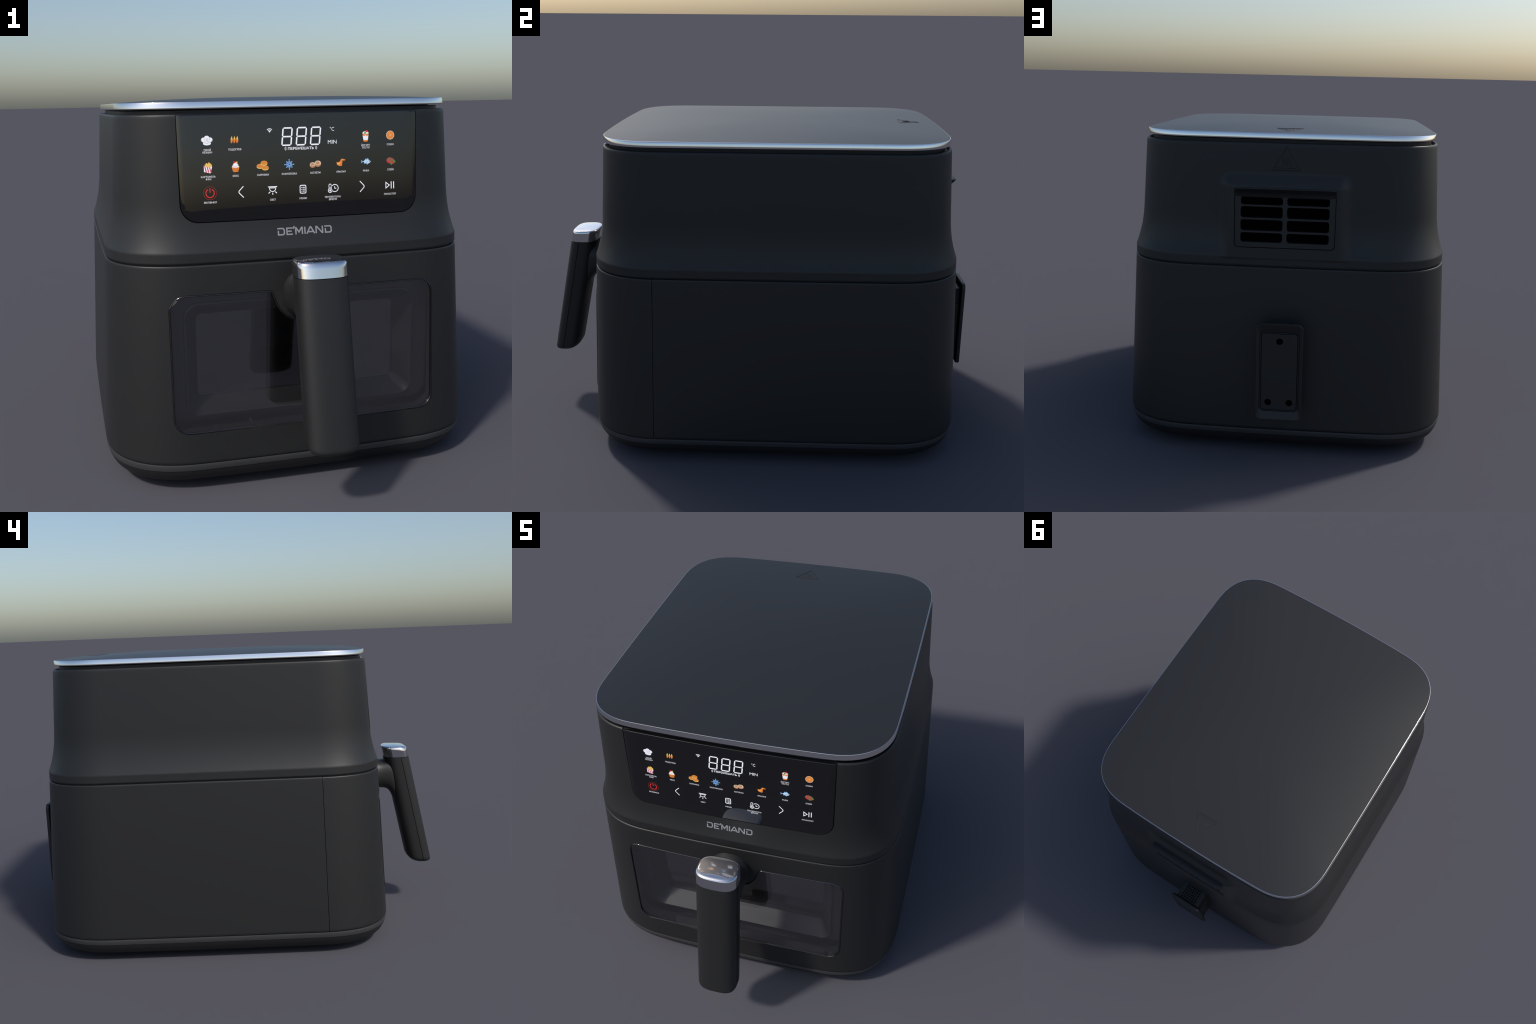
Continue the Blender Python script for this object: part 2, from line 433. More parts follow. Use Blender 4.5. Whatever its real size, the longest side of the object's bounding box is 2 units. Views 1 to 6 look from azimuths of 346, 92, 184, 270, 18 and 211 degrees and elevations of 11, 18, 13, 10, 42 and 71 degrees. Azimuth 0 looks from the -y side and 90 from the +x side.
class Icon:
    """Flat print: polygons in millimetres about the icon centre, stacked in thin layers."""
    def __init__(s): s.polys = []; s.layer = 0
    def poly(s, pts, m): s.polys.append((pts, m, s.layer)); s.layer += 1; return s
    def line(s, pts, w, m, closed=False):
        for q in ribbon(pts, w, closed): s.polys.append((q, m, s.layer))
        s.layer += 1; return s
    def build(s, name, cx, cz, parent, lift=0.0012, scale=1.0, surf=None):
        mats, V, F, MI = [], [], [], []
        for pts, m, lay in s.polys:
            if m not in mats: mats.append(m)
            b = len(V)
            for u, v in pts:
                x, z = cx + u * scale / 1000, cz + v * scale / 1000
                V.append((x, (surf or panel_y)(x, z) - lift - lay * 0.00006, z))
            f = tuple(range(b, b + len(pts))); A = sum(pts[i - 1][0] * pts[i][1] - pts[i][0] * pts[i - 1][1] for i in range(len(pts)))
            F.append(f if A > 0 else f[::-1]); MI.append(mats.index(m))
        return put(name, mesh(V, F, MI), parent, mats, None)

def text_mesh(s, height, cx, cz, width=None, lift=0.0012, bold=0.0):
    cu = bpy.data.curves.new("txt", "FONT"); cu.body = s; cu.align_x = "CENTER"; cu.resolution_u = 2; cu.fill_mode = "FRONT"; cu.offset = bold
    ob = bpy.data.objects.new("txt", cu); bpy.context.scene.collection.objects.link(ob)
    me = bpy.data.meshes.new_from_object(ob.evaluated_get(bpy.context.evaluated_depsgraph_get()))
    bpy.data.objects.remove(ob)
    co = np.array([v.co[:] for v in me.vertices])
    lo, hi = co.min(0), co.max(0)
    sy = height / 0.73; sx = sy if width is None else width / (hi[0] - lo[0])
    for v, c in zip(me.vertices, co):
        x = cx + (c[0] - (lo[0] + hi[0]) / 2) * sx; z = cz + (c[1] - 0.365) * sy
        v.co = (x, panel_y(x, z) - lift, z)
    me.update(); return me

def label(name, s, cx, cz, width=None, h=0.0064):
    lines = s.split("\n"); out = []
    for i, t in enumerate(lines):
        out.append(text_mesh(t, h, cx, cz - i * 0.0083, width if i == 0 else None, bold=0.012))
    return put(name, join(out), panel, LABEL, None)

COL = [(-3.5 + i) * 0.0940 for i in range(8)]; BOT = [(-3 + i) * 0.1085 for i in range(7)]
Z1R, Z2R, Z3R = 1.2275, 1.1385, 1.0520

# chef hat
ic = Icon()
for cx, cy, r, m in ((-12, 2, 8, GREY), (12, 2, 8, GREY), (-11, 3, 7, WHITE), (11, 3, 7, WHITE), (0, 6, 10, WHITE)): ic.poly(circle(cx, cy, r, 18), m)
ic.poly([(-13, -12), (-8, -15), (0, -16), (8, -15), (13, -12), (13, 3), (-13, 3)], WHITE)
for x in (-7, -2, 3, 8): ic.line([(x * 0.8, -4), (x * 1.1, 8)], 1.3, GREY)
ic.line([(-13, -6), (0, -9), (13, -6)], 1.2, GREY)
ic.build("icon_chef_hat", COL[0], Z1R, panel)
# three flames
ic = Icon()
for dx in (-9.5, 0, 9.5):
    ic.poly([(dx - 3, -12), (dx + 1.5, -8.5), (dx + 3.6, -3), (dx + 3.4, 2), (dx - 3.7, 0), (dx - 4.3, -4), (dx - 3.2, -9)], ORANGE)
    ic.poly([(dx - 3.7, 0), (dx + 3.4, 2), (dx + 1.8, 8), (dx + 0.8, 13), (dx - 1.6, 8), (dx - 3.2, 4)], YELLOW)
ic.build("icon_flames", COL[1], Z1R, panel)
# yogurt cup
ic = Icon()
ic.poly([(-12, 11), (-8, -19), (0, -20.5), (8, -19), (12, 11)], WHITE)
ic.poly([(-11.6, 8), (-10.8, 2), (-4, -1), (0, 3), (6, -2), (10.8, 3), (11.6, 8)], ORANGE)
ic.poly([(-9, -13), (-8, -19), (0, -20.5), (8, -19), (9, -13), (0, -15)], ORANGE)
ic.poly(circle(0, 10, 12, 20, 5), CREAM); ic.poly(circle(0, 11.5, 10, 20, 4.5), WHITE)
ic.poly([(-6, 8), (0, 7), (2, 12), (-3, 15)], GREEN); ic.poly(circle(4, 16, 4, 12), RED)
ic.build("icon_yogurt_cup", COL[6], Z1R, panel)
# orange slice
ic = Icon(); ic.poly(circle(0, 0, 15.5, 32), CREAM); ic.poly(circle(0, 0, 13.4, 32), ORANGE)
for k in range(10): a = math.radians(36 * k); ic.line([(1.5 * math.cos(a), 1.5 * math.sin(a)), (12 * math.cos(a), 12 * math.sin(a))], 0.7, YELLOW)
ic.poly(circle(0, 0, 2.2, 12), CREAM); ic.build("icon_orange_slice", COL[7], Z1R, panel)
# french fries
ic = Icon()
for i, (x, t) in enumerate(((-9, 10), (-5, 14), (-1, 12), (3, 16), (7, 13), (11, 9))): ic.poly([(x - 2, -2), (x + 2.2, -2), (x + 2.8, t), (x - 1.2, t + 1)], YELLOW)
ic.poly([(-14, 6), (-6, 2), (3, -1), (14, 2), (8, -20), (-14, -15)], WHITE)
for k in range(3):
    x = -13 + 8 * k; ic.poly([(x, 5 - 2.2 * k), (x + 4.2, 3.4 - 2.2 * k), (x + 9.5, -18), (x + 4.5, -17)], PINK)
ic.build("icon_french_fries", COL[0], Z2R, panel)
# cupcake
ic = Icon(); ic.poly([(-13, -3), (13, -3), (8.5, -18), (0, -19), (-8.5, -18)], ORANGE)
for x in (-8, -3, 3, 8): ic.line([(x, -4), (x * 0.7, -18)], 0.8, BROWN)
for cy, r in ((-1, 13), (4, 10.5), (9, 7)): ic.poly(circle(0, cy, r, 20, 4.4), CREAM if cy < 9 else WHITE); ic.poly(circle(0, cy + 1, r * 0.9, 20, 3.4), WHITE)
ic.poly(circle(-4, 14, 3.6, 12), RED); ic.poly(circle(4, 13.5, 3.4, 12), YELLOW); ic.poly([(4, 16), (8, 19), (7, 14)], GREEN)
ic.build("icon_cupcake", COL[1], Z2R, panel)
# pancakes
ic = Icon()
for cx, cy in ((-9, -1), (9, -7), (5, 9)):
    ic.poly(circle(cx, cy - 3, 12, 22, 7), YELLOW); ic.poly(circle(cx, cy, 12, 22, 7), GOLD); ic.poly(circle(cx, cy + 0.3, 9.3, 20, 5), ORANGE); ic.poly(circle(cx, cy + 0.6, 6, 16, 3), GOLD)
ic.build("icon_pancakes", COL[2], Z2R, panel)
# snowflake
ic = Icon()
for k in range(8):
    a = math.radians(45 * k); d = np.array([math.cos(a), math.sin(a)]); p = np.array([-d[1], d[0]]); Lk = 16 if k % 2 == 0 else 13
    ic.line([tuple(d * 2), tuple(d * Lk)], 2.2, BLUE); ic.poly(circle(*(d * Lk), 2.2, 8), BLUE)
    ic.line([tuple(d * 10 + p * 4), tuple(d * 6.5), tuple(d * 10 - p * 4)], 1.6, BLUE)
ic.line(circle(0, 0, 5, 16), 1.6, BLUE, True); ic.build("icon_snowflake", COL[3], Z2R, panel)
# cutlets
ic = Icon()
for cx, cy, r in ((-10, -4, 10.5), (9, 0, 12)):
    ic.poly(circle(cx, cy - 2, r, 20, r * 0.8), TAN); ic.poly(circle(cx, cy + 1, r * 0.95, 20, r * 0.72), CREAM); ic.poly(circle(cx - 1, cy + 1.5, r * 0.6, 16, r * 0.45), TAN)
    ic.line([(cx - r, cy - 3), (cx, cy - r * 0.62), (cx + r, cy - 3)], 1.2, BROWN)
ic.build("icon_cutlets", COL[4], Z2R, panel)
# chicken wing
ic = Icon(); ic.poly([(-17, 2), (-10, 1), (-4, 4), (2, 13), (9, 12), (18, 9), (13, 6), (6, 7), (5, -2), (3, -12), (-5, -12), (-14, -8)], ORANGE)
ic.poly([(-14, -1), (-8, -2), (-3, 1), (-5, -7), (-12, -6)], YELLOW); ic.poly([(3, 11), (8, 10.5), (5, 8)], YELLOW)
ic.build("icon_chicken_wing", COL[5], Z2R, panel)
# fish
ic = Icon(); ic.poly([(-5, 5), (-2, 11), (3, 8), (5, 12), (10, 9), (10, 4)], BLUE); ic.poly([(-10, 0), (-19, 6), (-17, 0), (-19, -6)], BLUE)
ic.poly([(-11, 0), (-4, 5), (4, 7), (12, 5), (18, 0), (13, -6), (4, -8), (-5, -5)], PALE); ic.poly([(-6, -5), (-8, -9), (-1, -7)], BLUE); ic.poly([(2, -7), (4, -12), (9, -7)], BLUE)
ic.poly([(2, 0), (7, 1), (4, -4), (0, -3)], BLUE); ic.poly(circle(12.5, 1, 2, 10), INK); ic.build("icon_fish", COL[6], Z2R, panel)
# steak
ic = Icon(); ic.poly(circle(13, -2, 4.5, 10), GREEN); ic.poly(circle(3, -11, 4, 10), GREEN)
ic.poly([(-16, 3), (-10, 10), (0, 11), (13, 5), (9, -5), (-3, -11), (-14, -5)], MEAT); ic.poly([(-15, 1), (-3, -4), (-3, -11), (-14, -5)], RED)
for k in range(4): ic.line([(-10 + 5 * k, 1 - k), (-6 + 5 * k, 9.5 - 1.2 * k)], 1.1, BROWN)
ic.poly(circle(10, -8, 4.2, 12), RED); ic.poly(circle(16, -5, 3, 10), GREEN); ic.build("icon_steak", COL[7], Z2R, panel)
# power button
ic = Icon(); ic.line(circle(0, 0, 22, 48), 0.6, RED, True); ic.line(circle(0, 0, 14.2, 36, None, 118, 422), 3.4, RED); ic.line([(0, 2), (0, 17)], 3.2, RED)
ic.build("icon_power", BOT[0], Z3R, panel)
# arrows
Icon().line([(8, 19), (-7.5, 3), (-8, 0), (-7.5, -3), (8, -19)], 3.0, WHITE).build("icon_arrow", BOT[1] - 0.0015, Z3R, panel)
Icon().line([(-8, 19), (7.5, 3), (8, 0), (7.5, -3), (-8, -19)], 3.0, WHITE).build("icon_arrow", BOT[5] + 0.0015, Z3R, panel)
# lamp
ic = Icon(); ic.line([(-16, 13), (16, 13)], 3.2, WHITE); ic.line(circle(0, 8, 11, 18, None, 180, 360) + [(11, 9), (-11, 9)], 2.6, WHITE, True)
for a in (228, 270, 312):
    c, s_ = math.cos(math.radians(a)), math.sin(math.radians(a)); ic.line([(c * 13, 5 + s_ * 12), (c * 22, 5 + s_ * 19)], 3.0, WHITE)
ic.build("icon_lamp", BOT[2], Z3R, panel)
# menu list
ic = Icon(); ic.line(rrect(21, 27, 4, 4), 3.0, WHITE, True)
for z in (6.5, 0, -6.5): ic.line([(-6, z), (-3.6, z)], 2.6, WHITE); ic.line([(-1.6, z), (6.5, z)], 2.8, WHITE)
ic.build("icon_menu", BOT[3], Z3R, panel)
# thermometer and clock
ic = Icon(); ic.line(circle(-9.5, -9, 7, 18, None, 125, 415) + [(-5.4, 9)] + circle(-9.5, 9.5, 4.1, 8, None, 0, 180), 2.4, WHITE, True); ic.poly(circle(-9.5, -9, 3.4, 12), WHITE); ic.line([(-9.5, -8), (-9.5, 3)], 2.0, WHITE)
ic.line(circle(8, -1, 12.5, 30, None, -130, 140), 2.6, WHITE); ic.line([(7.5, 6), (7.5, -2), (13.5, -2)], 2.4, WHITE); ic.build("icon_thermometer_clock", BOT[4], Z3R, panel)
# play / pause
ic = Icon(); ic.line([(-15.5, 10), (-15.5, -10), (-2, 0)], 3.0, WHITE, True); ic.line([(5, 12.5), (5, -12.5)], 3.4, WHITE); ic.line([(14.5, 12.5), (14.5, -12.5)], 3.4, WHITE)
ic.build("icon_play_pause", BOT[6], Z3R, panel)
# wireless signal
ic = Icon(); ic.poly([(0, -8), (-3.6, -4), (-2, -2.4), (2, -2.4), (3.6, -4)], WHITE)
for r in (8.5, 13): ic.line(circle(0, -8, r, 12, None, 48, 132), 2.2, WHITE)
ic.build("icon_wireless", -0.1130, 1.2560, panel)
# seven-segment digits
def digit(cx):
    ic = Icon(); w, h, t, g, sl = 16.0, 29.0, 5.0, 0.7, 0.105
    def seg(a, b):
        (x0, y0), (x1, y1) = a, b; d = Vector((x1 - x0, y1 - y0)).normalized(); p = Vector((-d.y, d.x)); A, B = Vector(a) + d * g, Vector(b) - d * g; k = t / 2
        q = [A, A + d * k + p * k, B - d * k + p * k, B, B - d * k - p * k, A + d * k - p * k]
        ic.poly([(v.x + sl * v.y, v.y) for v in q], WHITE)
    for a, b in (((-w, h), (w, h)), ((-w, 0), (w, 0)), ((-w, -h), (w, -h)), ((-w, h), (-w, 0)), ((w, h), (w, 0)), ((-w, 0), (-w, -h)), ((w, 0), (w, -h))): seg(a, b)
    return ic.build("display_digit", cx, 1.2330, panel)
for cx in (-0.0520, -0.0010, 0.0500): digit(cx)
put("unit_label", join([text_mesh("°C", 0.0135, 0.1105, 1.2550, 0.0155), text_mesh("MIN", 0.0140, 0.1105, 1.2110, 0.0320)]), panel, WHITE, None)
ic = Icon()
for sx in (-1, 1):
    for r in (4.5, 8.5): ic.line([(sx * (49 + r * math.cos(a)), 7.0 * r / 8.5 * math.sin(a)) for a in np.linspace(-1, 1, 7)], 1.5, WHITE)
ic.build("icon_shake", -0.0035, 1.1925, panel)
put("stir_label", text_mesh("ПЕРЕМЕШАТЬ", 0.0088, -0.0035, 1.1925, 0.0930, bold=0.018), panel, WHITE, None)
for s, cx, cz, w in (("СВОЙ\nРЕЖИМ", COL[0], 1.1960, 0.0245), ("ПОДОГРЕВ", COL[1], 1.1955, 0.0440), ("ЙОГУРТ/\nТЕСТО", COL[6], 1.1955, 0.0330), ("СУШКА", COL[7], 1.1955, 0.0275),
                     ("КАРТОФЕЛЬ\nФРИ", COL[0], 1.1070, 0.0500), ("КЕКС", COL[1], 1.1070, 0.0210), ("СЫРНИКИ", COL[2], 1.1070, 0.0410), ("РАЗМОРОЗКА", COL[3], 1.1070, 0.0540),
                     ("КОТЛЕТЫ", COL[4], 1.1070, 0.0375), ("КРЫЛЬЯ", COL[5], 1.1070, 0.0335), ("РЫБА", COL[6], 1.1070, 0.0230), ("СТЕЙК", COL[7], 1.1070, 0.0255),
                     ("ВКЛ/ВЫКЛ", BOT[0], 1.0210, 0.0430), ("СВЕТ", BOT[2], 1.0210, 0.0205), ("МЕНЮ", BOT[3], 1.0210, 0.0265), ("ТЕМПЕРАТУРА/\nВРЕМЯ", BOT[4], 1.0210, 0.0600), ("ПУСК/СТОП", BOT[6], 1.0210, 0.0455)):
    label("button_label", s, cx, cz, w)

# ------------------------------------------------------------------ maker's lettering on the housing
LT = {"D": [[(0, 21), (19, 21), (23, 17), (23, 4), (19, 0), (3, 0), (3, 14)]],
      "E": [[(22, 21), (3, 21), (3, 0), (22, 0)], [(3, 10.5), (19, 10.5)]],
      "M": [[(0, 21), (4, 21), (13.5, 6), (23, 21), (25, 21), (25, -1.5)], [(3, 18), (3, -1.5)]],
      "I": [[(2, 22.6), (2, -1.5)]], "A": [[(0, -1.5), (12, 21), (15, 21), (27, -1.5)], [(6, 5), (21, 5)]],
      "N": [[(2, -1.5), (2, 21), (5, 21), (22, 0), (24, 0), (24, 22.6)]], "'": [[(1, 18), (6, 27)]]}
ic = Icon(); u = 0.0
for ch, adv in (("D", 29), ("E", 23), ("'", 7), ("M", 32), ("I", 8), ("A", 30.5), ("N", 31), ("D", 24)):
    for st_ in LT[ch]: ic.line([(u + x, z) for x, z in st_], 4.7, LOGO)
    u += adv
for k, (p, m, l) in enumerate(ic.polys): ic.polys[k] = ([((x - u / 2) * 196 / u, z - 10.5) for x, z in p], m, 0)
ic.build("maker_lettering", 0.0, 0.9105, housing, lift=0.0008, surf=front_y)

# ------------------------------------------------------------------ window: pane, frame funnel, inner pane, basket
window_group = win = bpy.data.objects.new("window_group", None); bpy.context.scene.collection.objects.link(win); win.parent = ROOT
def win_half(z):
    d = max(WZ0 + WR - z, z - (WZ1 - WR), 0); return WX - WR + math.sqrt(max(WR * WR - d * d, 0))
t_ = np.linspace(0.02, math.pi / 2, 12)
wrows = np.r_[WZ0 + WR * (1 - np.cos(t_)), np.linspace(WZ0 + WR + 0.02, WZ1 - WR - 0.02, 18), (WZ1 - WR * (1 - np.cos(t_)))[::-1]]
put("window_pane", front_patch(wrows, lambda z: max(win_half(z) - 0.0012, 0.01), -0.0010, 0.005, 48, chamfer=0.0010), win, PANE, 40)
def rr3(hw, z0, z1, r, y, n=10): return np.array([(x, y, z) for x, z in rrect(2 * hw, z1 - z0, r, n, 0, (z0 + z1) / 2)])
def skin(rings_, name, material, parent):
    n = len(rings_[0]); V = np.concatenate(rings_)
    F = [(i * n + j, i * n + (j + 1) % n, (i + 1) * n + (j + 1) % n, (i + 1) * n + j) for i in range(len(rings_) - 1) for j in range(n)]
    return put(name, fix_normals(mesh(V, F)), parent, material, 30)
TAB = [(0.140, 0.7113), (0.130, 0.7098), (0.1235, 0.7050), (0.1195, 0.6960), (0.116, 0.684), (0.110, 0.666), (0.098, 0.642), (0.078, 0.620), (0.050, 0.605), (0.018, 0.5990)]
TAB = TAB + [(-x, z) for x, z in reversed(TAB)]                 # lower edge of the handle mount
wr = window_rect(0.0); NOTCHED = np.array(wr[:17] + TAB + wr[17:])
tan = np.roll(NOTCHED, -1, 0) - np.roll(NOTCHED, 1, 0); tan /= np.linalg.norm(tan, axis=1)[:, None]
OUTN = np.c_[tan[:, 1], -tan[:, 0]]                              # outward, outline runs counter-clockwise
def front_ring(grow, dy, y=None):
    q = NOTCHED + OUTN * grow
    return np.array([(x, front_y(x, z) + dy if y is None else y, z) for x, z in q])
skin([front_ring(0.0004, 0, -0.632), front_ring(0.0004, 0.0030), front_ring(0.0002, 0.0004), front_ring(-0.0008, -0.0012), front_ring(-0.0022, -0.0020), front_ring(-0.0036, -0.0018), front_ring(-0.0046, -0.0006), front_ring(-0.0048, 0.004), front_ring(-0.0010, 0.006), front_ring(-0.0010, 0, -0.632)], "window_rim", RIMG, win)
skin([rr3(0.424, 0.259, 0.664, 0.046, -0.6215), rr3(0.4235, 0.2595, 0.6635, 0.0455, -0.6205), rr3(0.403, 0.281, 0.6405, 0.034, -0.588), rr3(0.382, 0.303, 0.617, 0.022, -0.558), rr3(0.378, 0.306, 0.614, 0.020, -0.553), rr3(0.378, 0.306, 0.614, 0.020, -0.535), rr3(0.392, 0.290, 0.630, 0.03, -0.545), rr3(0.412, 0.272, 0.652, 0.04, -0.588), rr3(0.4265, 0.2565, 0.6665, 0.048, -0.6205), rr3(0.424, 0.259, 0.664, 0.046, -0.6215)], "window_frame", FUNNEL, win)
skin([rr3(0.4235, 0.2595, 0.6635, 0.0455, -0.6205), rr3(0.4300, 0.2530, 0.6700, 0.050, -0.6190), rr3(0.4310, 0.2520, 0.6710, 0.050, -0.6100), rr3(0.470, 0.2400, 0.7100, 0.060, -0.6060), rr3(0.490, 0.2380, 0.7300, 0.060, -0.6060), rr3(0.490, 0.2380, 0.7300, 0.060, -0.6000), rr3(0.4235, 0.2595, 0.6635, 0.0455, -0.6000)], "window_bezel", BEZEL, win)
put("inner_pane", prism(rrect(0.7545, 0.3065, 0.020, 10, 0, 0.460), -0.5480, -0.5430), win, PANE, 30)
for x in (-0.20, 0.24): put("upright_tick", box(x - 0.003, x + 0.003, -0.640, -0.615, 0.205, 0.2300), win, FUNNEL, 30)
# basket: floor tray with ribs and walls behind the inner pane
bk = [box(-0.46, 0.46, -0.53, 0.00, 0.290, 0.300), box(-0.46, 0.46, -0.060, -0.050, 0.301, 0.74), box(-0.47, -0.461, -0.53, 0.00, 0.235, 0.74), box(0.461, 0.47, -0.53, 0.00, 0.235, 0.74)]
put("basket", join(bk), material=STEEL, angle=30)

# ------------------------------------------------------------------ handle
handle = bpy.data.objects.new("handle_group", None); bpy.context.scene.collection.objects.link(handle); handle.parent = ROOT
def sup(hw, hd, n, yc, z, m=64, tilt=0.0):
    a = np.linspace(0, 2 * math.pi, m, endpoint=False); c, s = np.cos(a), np.sin(a)
    x = hw * np.sign(c) * np.abs(c) ** (2 / n); y = hd * np.sign(s) * np.abs(s) ** (2 / n)
    return np.c_[x, yc + y, np.full(m, z) + tilt * y]
def fr(z): return -0.8865 - (0.7870 - z) * 0.2068         # front line of the grip
def bk_(z): return -0.7605 - (0.7870 - z) * 0.2140        # back line
HW, GZ = 0.0880, 0.786
rg = []
def ease(z, r, d, z0=0.2240):
    """Inset d that rounds an end face over height r above z0."""
    t = min(max(1 - (z - z0) / r, 0), 1); return d * (1 - math.sqrt(max(1 - t * t, 0)))
for z in np.r_[0.2240, 0.2242, 0.2246, 0.2250, 0.2253, 0.2255, 0.229, 0.234, 0.240, 0.247, 0.2545, 0.262, np.linspace(0.285, GZ, 18)]:
    f, b = fr(z) + ease(z, 0.016, 0.020), bk_(z) - ease(z, 0.042, 0.046)
    rg.append(sup(HW - ease(z, 0.026, 0.030), (b - f) / 2, 3.0, (f + b) / 2, z))
grip = loft(rg)
def cut_plane(me, co, no, outer):
    bm = bmesh.new(); bm.from_mesh(me)
    bmesh.ops.bisect_plane(bm, geom=bm.verts[:] + bm.edges[:] + bm.faces[:], plane_co=co, plane_no=no, clear_outer=outer, clear_inner=not outer)
    bmesh.ops.holes_fill(bm, edges=[e for e in bm.edges if e.is_boundary]); bmesh.ops.recalc_face_normals(bm, faces=bm.faces)
    out = bpy.data.meshes.new("g"); bm.to_mesh(out); bm.free(); return out
sd = Vector((0, -0.957 + 0.8386, 0.2197 - 0.7831)); sn = Vector((0, -sd.z, sd.y)).normalized()
sn = sn if sn.y > 0 else -sn
co = Vector((0, -0.8386, 0.7831))
put("grip_front", cut_plane(grip, co - sn * 0.0012, sn, True), handle, PLASTIC)
put("grip_back", cut_plane(grip, co + sn * 0.0012, sn, False), handle, PLASTIC)
core = loft([sup(HW - 0.004, 0.055, 3.0, (fr(z) + bk_(z)) / 2, z) for z in np.linspace(0.275, GZ - 0.002, 8)])
put("grip_core", core, handle, BLACK)
# chrome cap
cr = []
for z, ins in ((0.7885, 0.0), (0.7940, 0.0), (0.8000, 0.0), (0.8100, 0.0), (0.8200, 0.0), (0.8290, 0.0), (0.8300, 0.0002), (0.8345, 0.0006), (0.8375, 0.0022), (0.8400, 0.0050), (0.8418, 0.0095)):
    k = (z - 0.787); cr.append(sup(HW + 0.0015 - ins, 0.0633 - ins, 3.0, -0.8220 + k * 0.185, z, tilt=0.02 * min(max(k / 0.045, 0), 1)))
yc = -0.8220 + 0.052 * 0.185
for s in np.r_[0.985, np.linspace(0.94, 0.05, 9)]: cr.append(sup(0.0790 * s, 0.0528 * s, 3.0 - 0.6 * (1 - s), yc, 0.8420 + 0.0035 * (1 - s * s), tilt=0.02))
put("grip_cap", loft(cr), handle, CAP, 50)
# neck from the drawer to the grip
def sec(y, hw, z0, z1, n, m=64):
    a = np.linspace(0, 2 * math.pi, m, endpoint=False); c, s = np.cos(a), np.sin(a)
    return np.c_[hw * np.sign(c) * np.abs(c) ** (2 / n), np.full(m, y), (z0 + z1) / 2 + (z1 - z0) / 2 * np.sign(s) * np.abs(s) ** (2 / n)]
nk = [(-0.655, 0.088, 0.604, 0.779, 2.3), (-0.690, 0.087, 0.606, 0.777, 2.3), (-0.700, 0.084, 0.610, 0.773, 2.3), (-0.718, 0.080, 0.617, 0.769, 2.4), (-0.738, 0.0780, 0.6205, 0.768, 2.5), (-0.752, 0.0780, 0.6205, 0.768, 2.6), (-0.764, 0.0785, 0.6185, 0.7690, 2.7), (-0.775, 0.0790, 0.6135, 0.7715, 2.7), (-0.785, 0.0795, 0.6050, 0.7755, 2.7), (-0.794, 0.0790, 0.5930, 0.7800, 2.7), (-0.803, 0.0770, 0.5760, 0.7840, 2.7), (-0.812, 0.0730, 0.5550, 0.7855, 2.7), (-0.832, 0.0600, 0.5400, 0.7855, 2.7)]
put("handle_neck", loft([sec(*k) for k in nk]), handle, PLASTIC, 50)
# mounting tab of the drawer front around the neck, overlapping the top of the window
tabm = prism([(0.140, 0.74)] + TAB + [(-0.140, 0.74)], -0.6905, -0.62)
bm = bmesh.new(); bm.from_mesh(tabm)
bmesh.ops.bevel(bm, geom=[e for e in bm.edges if all(abs(v.co.y + 0.6905) < 1e-6 for v in e.verts)], offset=0.003, segments=3, affect="EDGES", profile=0.5)
for v in bm.verts:
    if v.co.y < -0.68: v.co.y += (front_y(v.co.x, v.co.z) + 0.0002) - (-0.6905)
bmesh.ops.recalc_face_normals(bm, faces=bm.faces)
bm.to_mesh(tabm); bm.free()
put("handle_mount", tabm, drawer_ob, PLASTIC, 40)

# ------------------------------------------------------------------ rear vent
vent = bpy.data.objects.new("vent", None); bpy.context.scene.collection.objects.link(vent); vent.parent = ROOT
slots = []
for zb, zt in ((0.9155, 0.9545), (0.9630, 1.0075), (1.0160, 1.0610), (1.0690, 1.1000)):
    for sx in (-1, 1): slots.append(rrect(0.171, zt - zb, 0.0105, 6, sx * 0.0945, (zb + zt) / 2))
gp = holed_plate(rrect(0.409, 0.236, 0.016, 8, 0, 1.0125), slots, 0.022, 0.0015)
for v in gp.vertices: v.co.y += 0.8500 + (1.135 - v.co.z) * 0.050
grille = put("vent_grille", gp, vent, PLASTIC, 14)
put("vent_shadow_plate", box(-0.2, 0.2, 0.8265, 0.8285, 0.90, 1.125), vent, BLACK, 30)  # flat black plate modelled as the darkness behind the slots
# visor over the slots: profile in (y, z) swept along x
prof = [(0.846, 1.1335), (0.868, 1.1375), (0.888, 1.1405), (0.8925, 1.1395), (0.8930, 1.1375), (0.886, 1.1300), (0.876, 1.1220), (0.868, 1.1120), (0.8625, 1.1000), (0.850, 1.1000)]
vr = []
for x in np.r_[-0.2045, np.linspace(-0.203, 0.203, 24), 0.2045]:
    k = 1 - 0.10 * max(abs(x) - 0.190, 0) / 0.0145
    vr.append(np.array([(x, 0.846 + (y - 0.846) * k, z - 0.002 * (1 - k) * 10 * (z > 1.12)) for y, z in prof]))
put("vent_visor", loft(vr), vent, PLASTIC, 30)

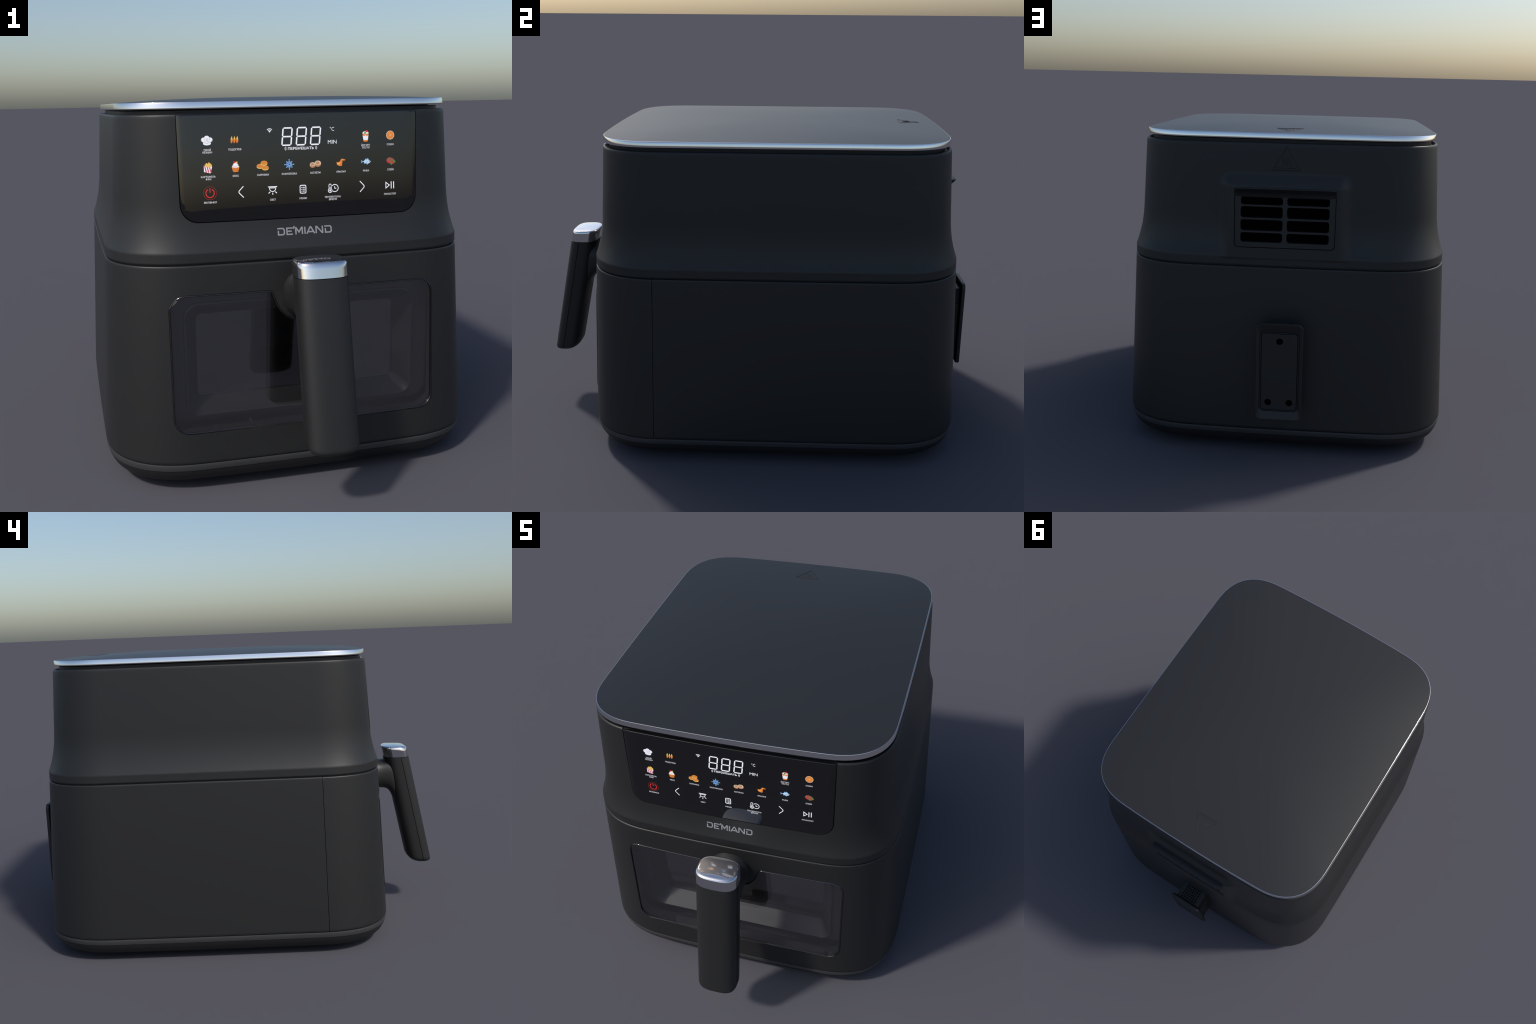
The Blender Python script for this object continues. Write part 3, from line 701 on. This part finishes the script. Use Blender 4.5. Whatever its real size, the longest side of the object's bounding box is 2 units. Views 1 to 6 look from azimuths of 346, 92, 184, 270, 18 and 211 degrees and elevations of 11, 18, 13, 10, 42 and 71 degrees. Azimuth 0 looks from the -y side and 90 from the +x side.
# ------------------------------------------------------------------ cord wrap at the back
cord = bpy.data.objects.new("cord_group", None); bpy.context.scene.collection.objects.link(cord); cord.parent = ROOT
scr = [(0.0, 0.5351), (0.0438, 0.2711), (-0.0438, 0.2711)]
holes = [[(cx + 0.0140 * math.cos(a), cz + 0.0140 * math.sin(a)) for a in np.linspace(0, 2 * math.pi, 28, endpoint=False)] for cx, cz in scr]
skin([rr3(0.080, 0.2320, 0.5740, 0.017, 0.9840), rr3(0.0935, 0.2000, 0.6090, 0.022, 0.9840), rr3(0.0952, 0.1982, 0.6108, 0.023, 0.9860), rr3(0.0952, 0.1982, 0.6108, 0.023, 0.9985), rr3(0.0940, 0.1995, 0.6095, 0.022, 1.0000), rr3(0.0925, 0.2010, 0.6080, 0.021, 0.9995), rr3(0.0815, 0.2300, 0.5760, 0.018, 0.9935), rr3(0.0800, 0.2320, 0.5740, 0.017, 0.9920), rr3(0.080, 0.2320, 0.5740, 0.017, 0.9840)], "cord_plate", PLASTIC, cord)
plate = bpy.data.objects["cord_plate"]
bead = holed_plate(rrect(0.158, 0.339, 0.016, 8, 0, 0.4030), [rrect(0.150, 0.331, 0.012, 8, 0, 0.4030)], 0.009, 0.0015)
for v in bead.vertices: v.co.y += 0.9885
put("cord_plate_bead", bead, plate, PLASTIC, 14)
ins_ = holed_plate(rrect(0.146, 0.327, 0.011, 8, 0, 0.4030), holes, 0.009, 0.001)
for v in ins_.vertices: v.co.y += 0.9880
put("cord_plate_insert", ins_, plate, PLASTIC, 14)
put("cord_plate_back", prism(rrect(0.170, 0.39, 0.02, 8, 0, 0.4045), 0.9790, 0.9815), plate, BLACK, 30)
for cx, cz in scr:
    d = disc(0.0125, 0, 0.004, 24, 0.0015); d.transform(Matrix.Translation((cx, 0.9860, cz)) @ Matrix.Rotation(math.pi / 2, 4, "X"))
    put("screw", d, plate, BLACK, 30)  # heads blackened so the screw holes look deep in shadow
# post: perforated top plate over a block
pholes = []
for i in range(7):
    for j in range(6):
        px, py = -0.0405 + 0.0135 * i, 0.8965 + 0.0135 * j
        pholes.append([(px + 0.0040 * math.cos(a), py + 0.0040 * math.sin(a)) for a in np.linspace(0, 2 * math.pi, 10, endpoint=False)])
pt = holed_plate(rrect(0.138, 0.116, 0.004, 3, 0, 0.930), pholes, 0.008, 0.001)
pt.transform(Matrix.Rotation(-math.pi / 2, 4, "X")); pt.transform(Matrix.Scale(-1, 4, (0, 1, 0))) if pt.vertices[0].co.y < 0 else None
for v in pt.vertices: v.co.z += 0.578
fix_normals(pt)
post = put("cord_post", pt, cord, PLASTIC, 30)
put("cord_post_body", join([box(-0.069, 0.069, 0.86, 0.980, 0.5050, 0.545), box(-0.076, 0.076, 0.86, 0.980, 0.230, 0.5045), box(-0.069, -0.060, 0.86, 0.986, 0.5455, 0.5735), box(0.060, 0.069, 0.86, 0.986, 0.5455, 0.5735), box(-0.0595, 0.0595, 0.976, 0.986, 0.5455, 0.5735)]), cord, PLASTIC, 30)
put("cord_post_shadow_block", box(-0.0590, 0.0590, 0.870, 0.9755, 0.5460, 0.5620), cord, BLACK, 30)  # solid black block giving the perforations their dark interior

# ------------------------------------------------------------------ embossed hot-surface marks
def mark(points2d, surf, r, parent):
    """Triangle with three rising waves; surf maps mark coordinates to the surface."""
    parts = []
    def run(p, cyc=False):
        q = []
        m = len(p)
        for i in range(m if cyc else m - 1):
            a, b = p[i], p[(i + 1) % m]
            q += [(a[0] + (b[0] - a[0]) * t, a[1] + (b[1] - a[1]) * t) for t in np.linspace(0, 1, 8, endpoint=False)]
        if not cyc: q.append(p[-1])
        parts.append(tube([surf(*c) for c in q], r, cyc, 1))
    run([(-0.056, 0), (0.056, 0), (0, 0.095)], True)
    run([(-0.040, 0.010), (0.040, 0.010)])
    for cx in (-0.014, 0, 0.014):
        run([(cx + 0.0042 * math.sin(t * 6.0), 0.018 + 0.032 * t) for t in np.linspace(0, 1, 7)])
    return put("warning_mark", join(parts), parent, GROOVE, 60)
mark(None, lambda u, v: (-u, back_y(u, 1.2080 + v) + 0.0002, 1.2080 + v), 0.0017, housing)
mark(None, lambda u, v: (u, 0.6520 + v * 0.97, lid_z(u, 0.6520 + v * 0.97) + 0.0002), 0.0011, lid_top)

# each group is led by its main mesh; everything shares one origin
for group, lead, name in ((handle, "grip_back", "handle"), (window_group, "window_frame", "window"), (vent, "vent_grille", "vent_grille"), (cord, "cord_plate", "cord_wrap")):
    main = bpy.data.objects[lead]
    for o in list(bpy.data.objects):
        if o.parent is not None and (o.parent == group or (o.parent.parent == group and o.parent != main)) and o != main: o.parent = main
        elif o.parent == main: o.parent = main
    main.parent = ROOT
    bpy.data.objects.remove(group); main.name = name
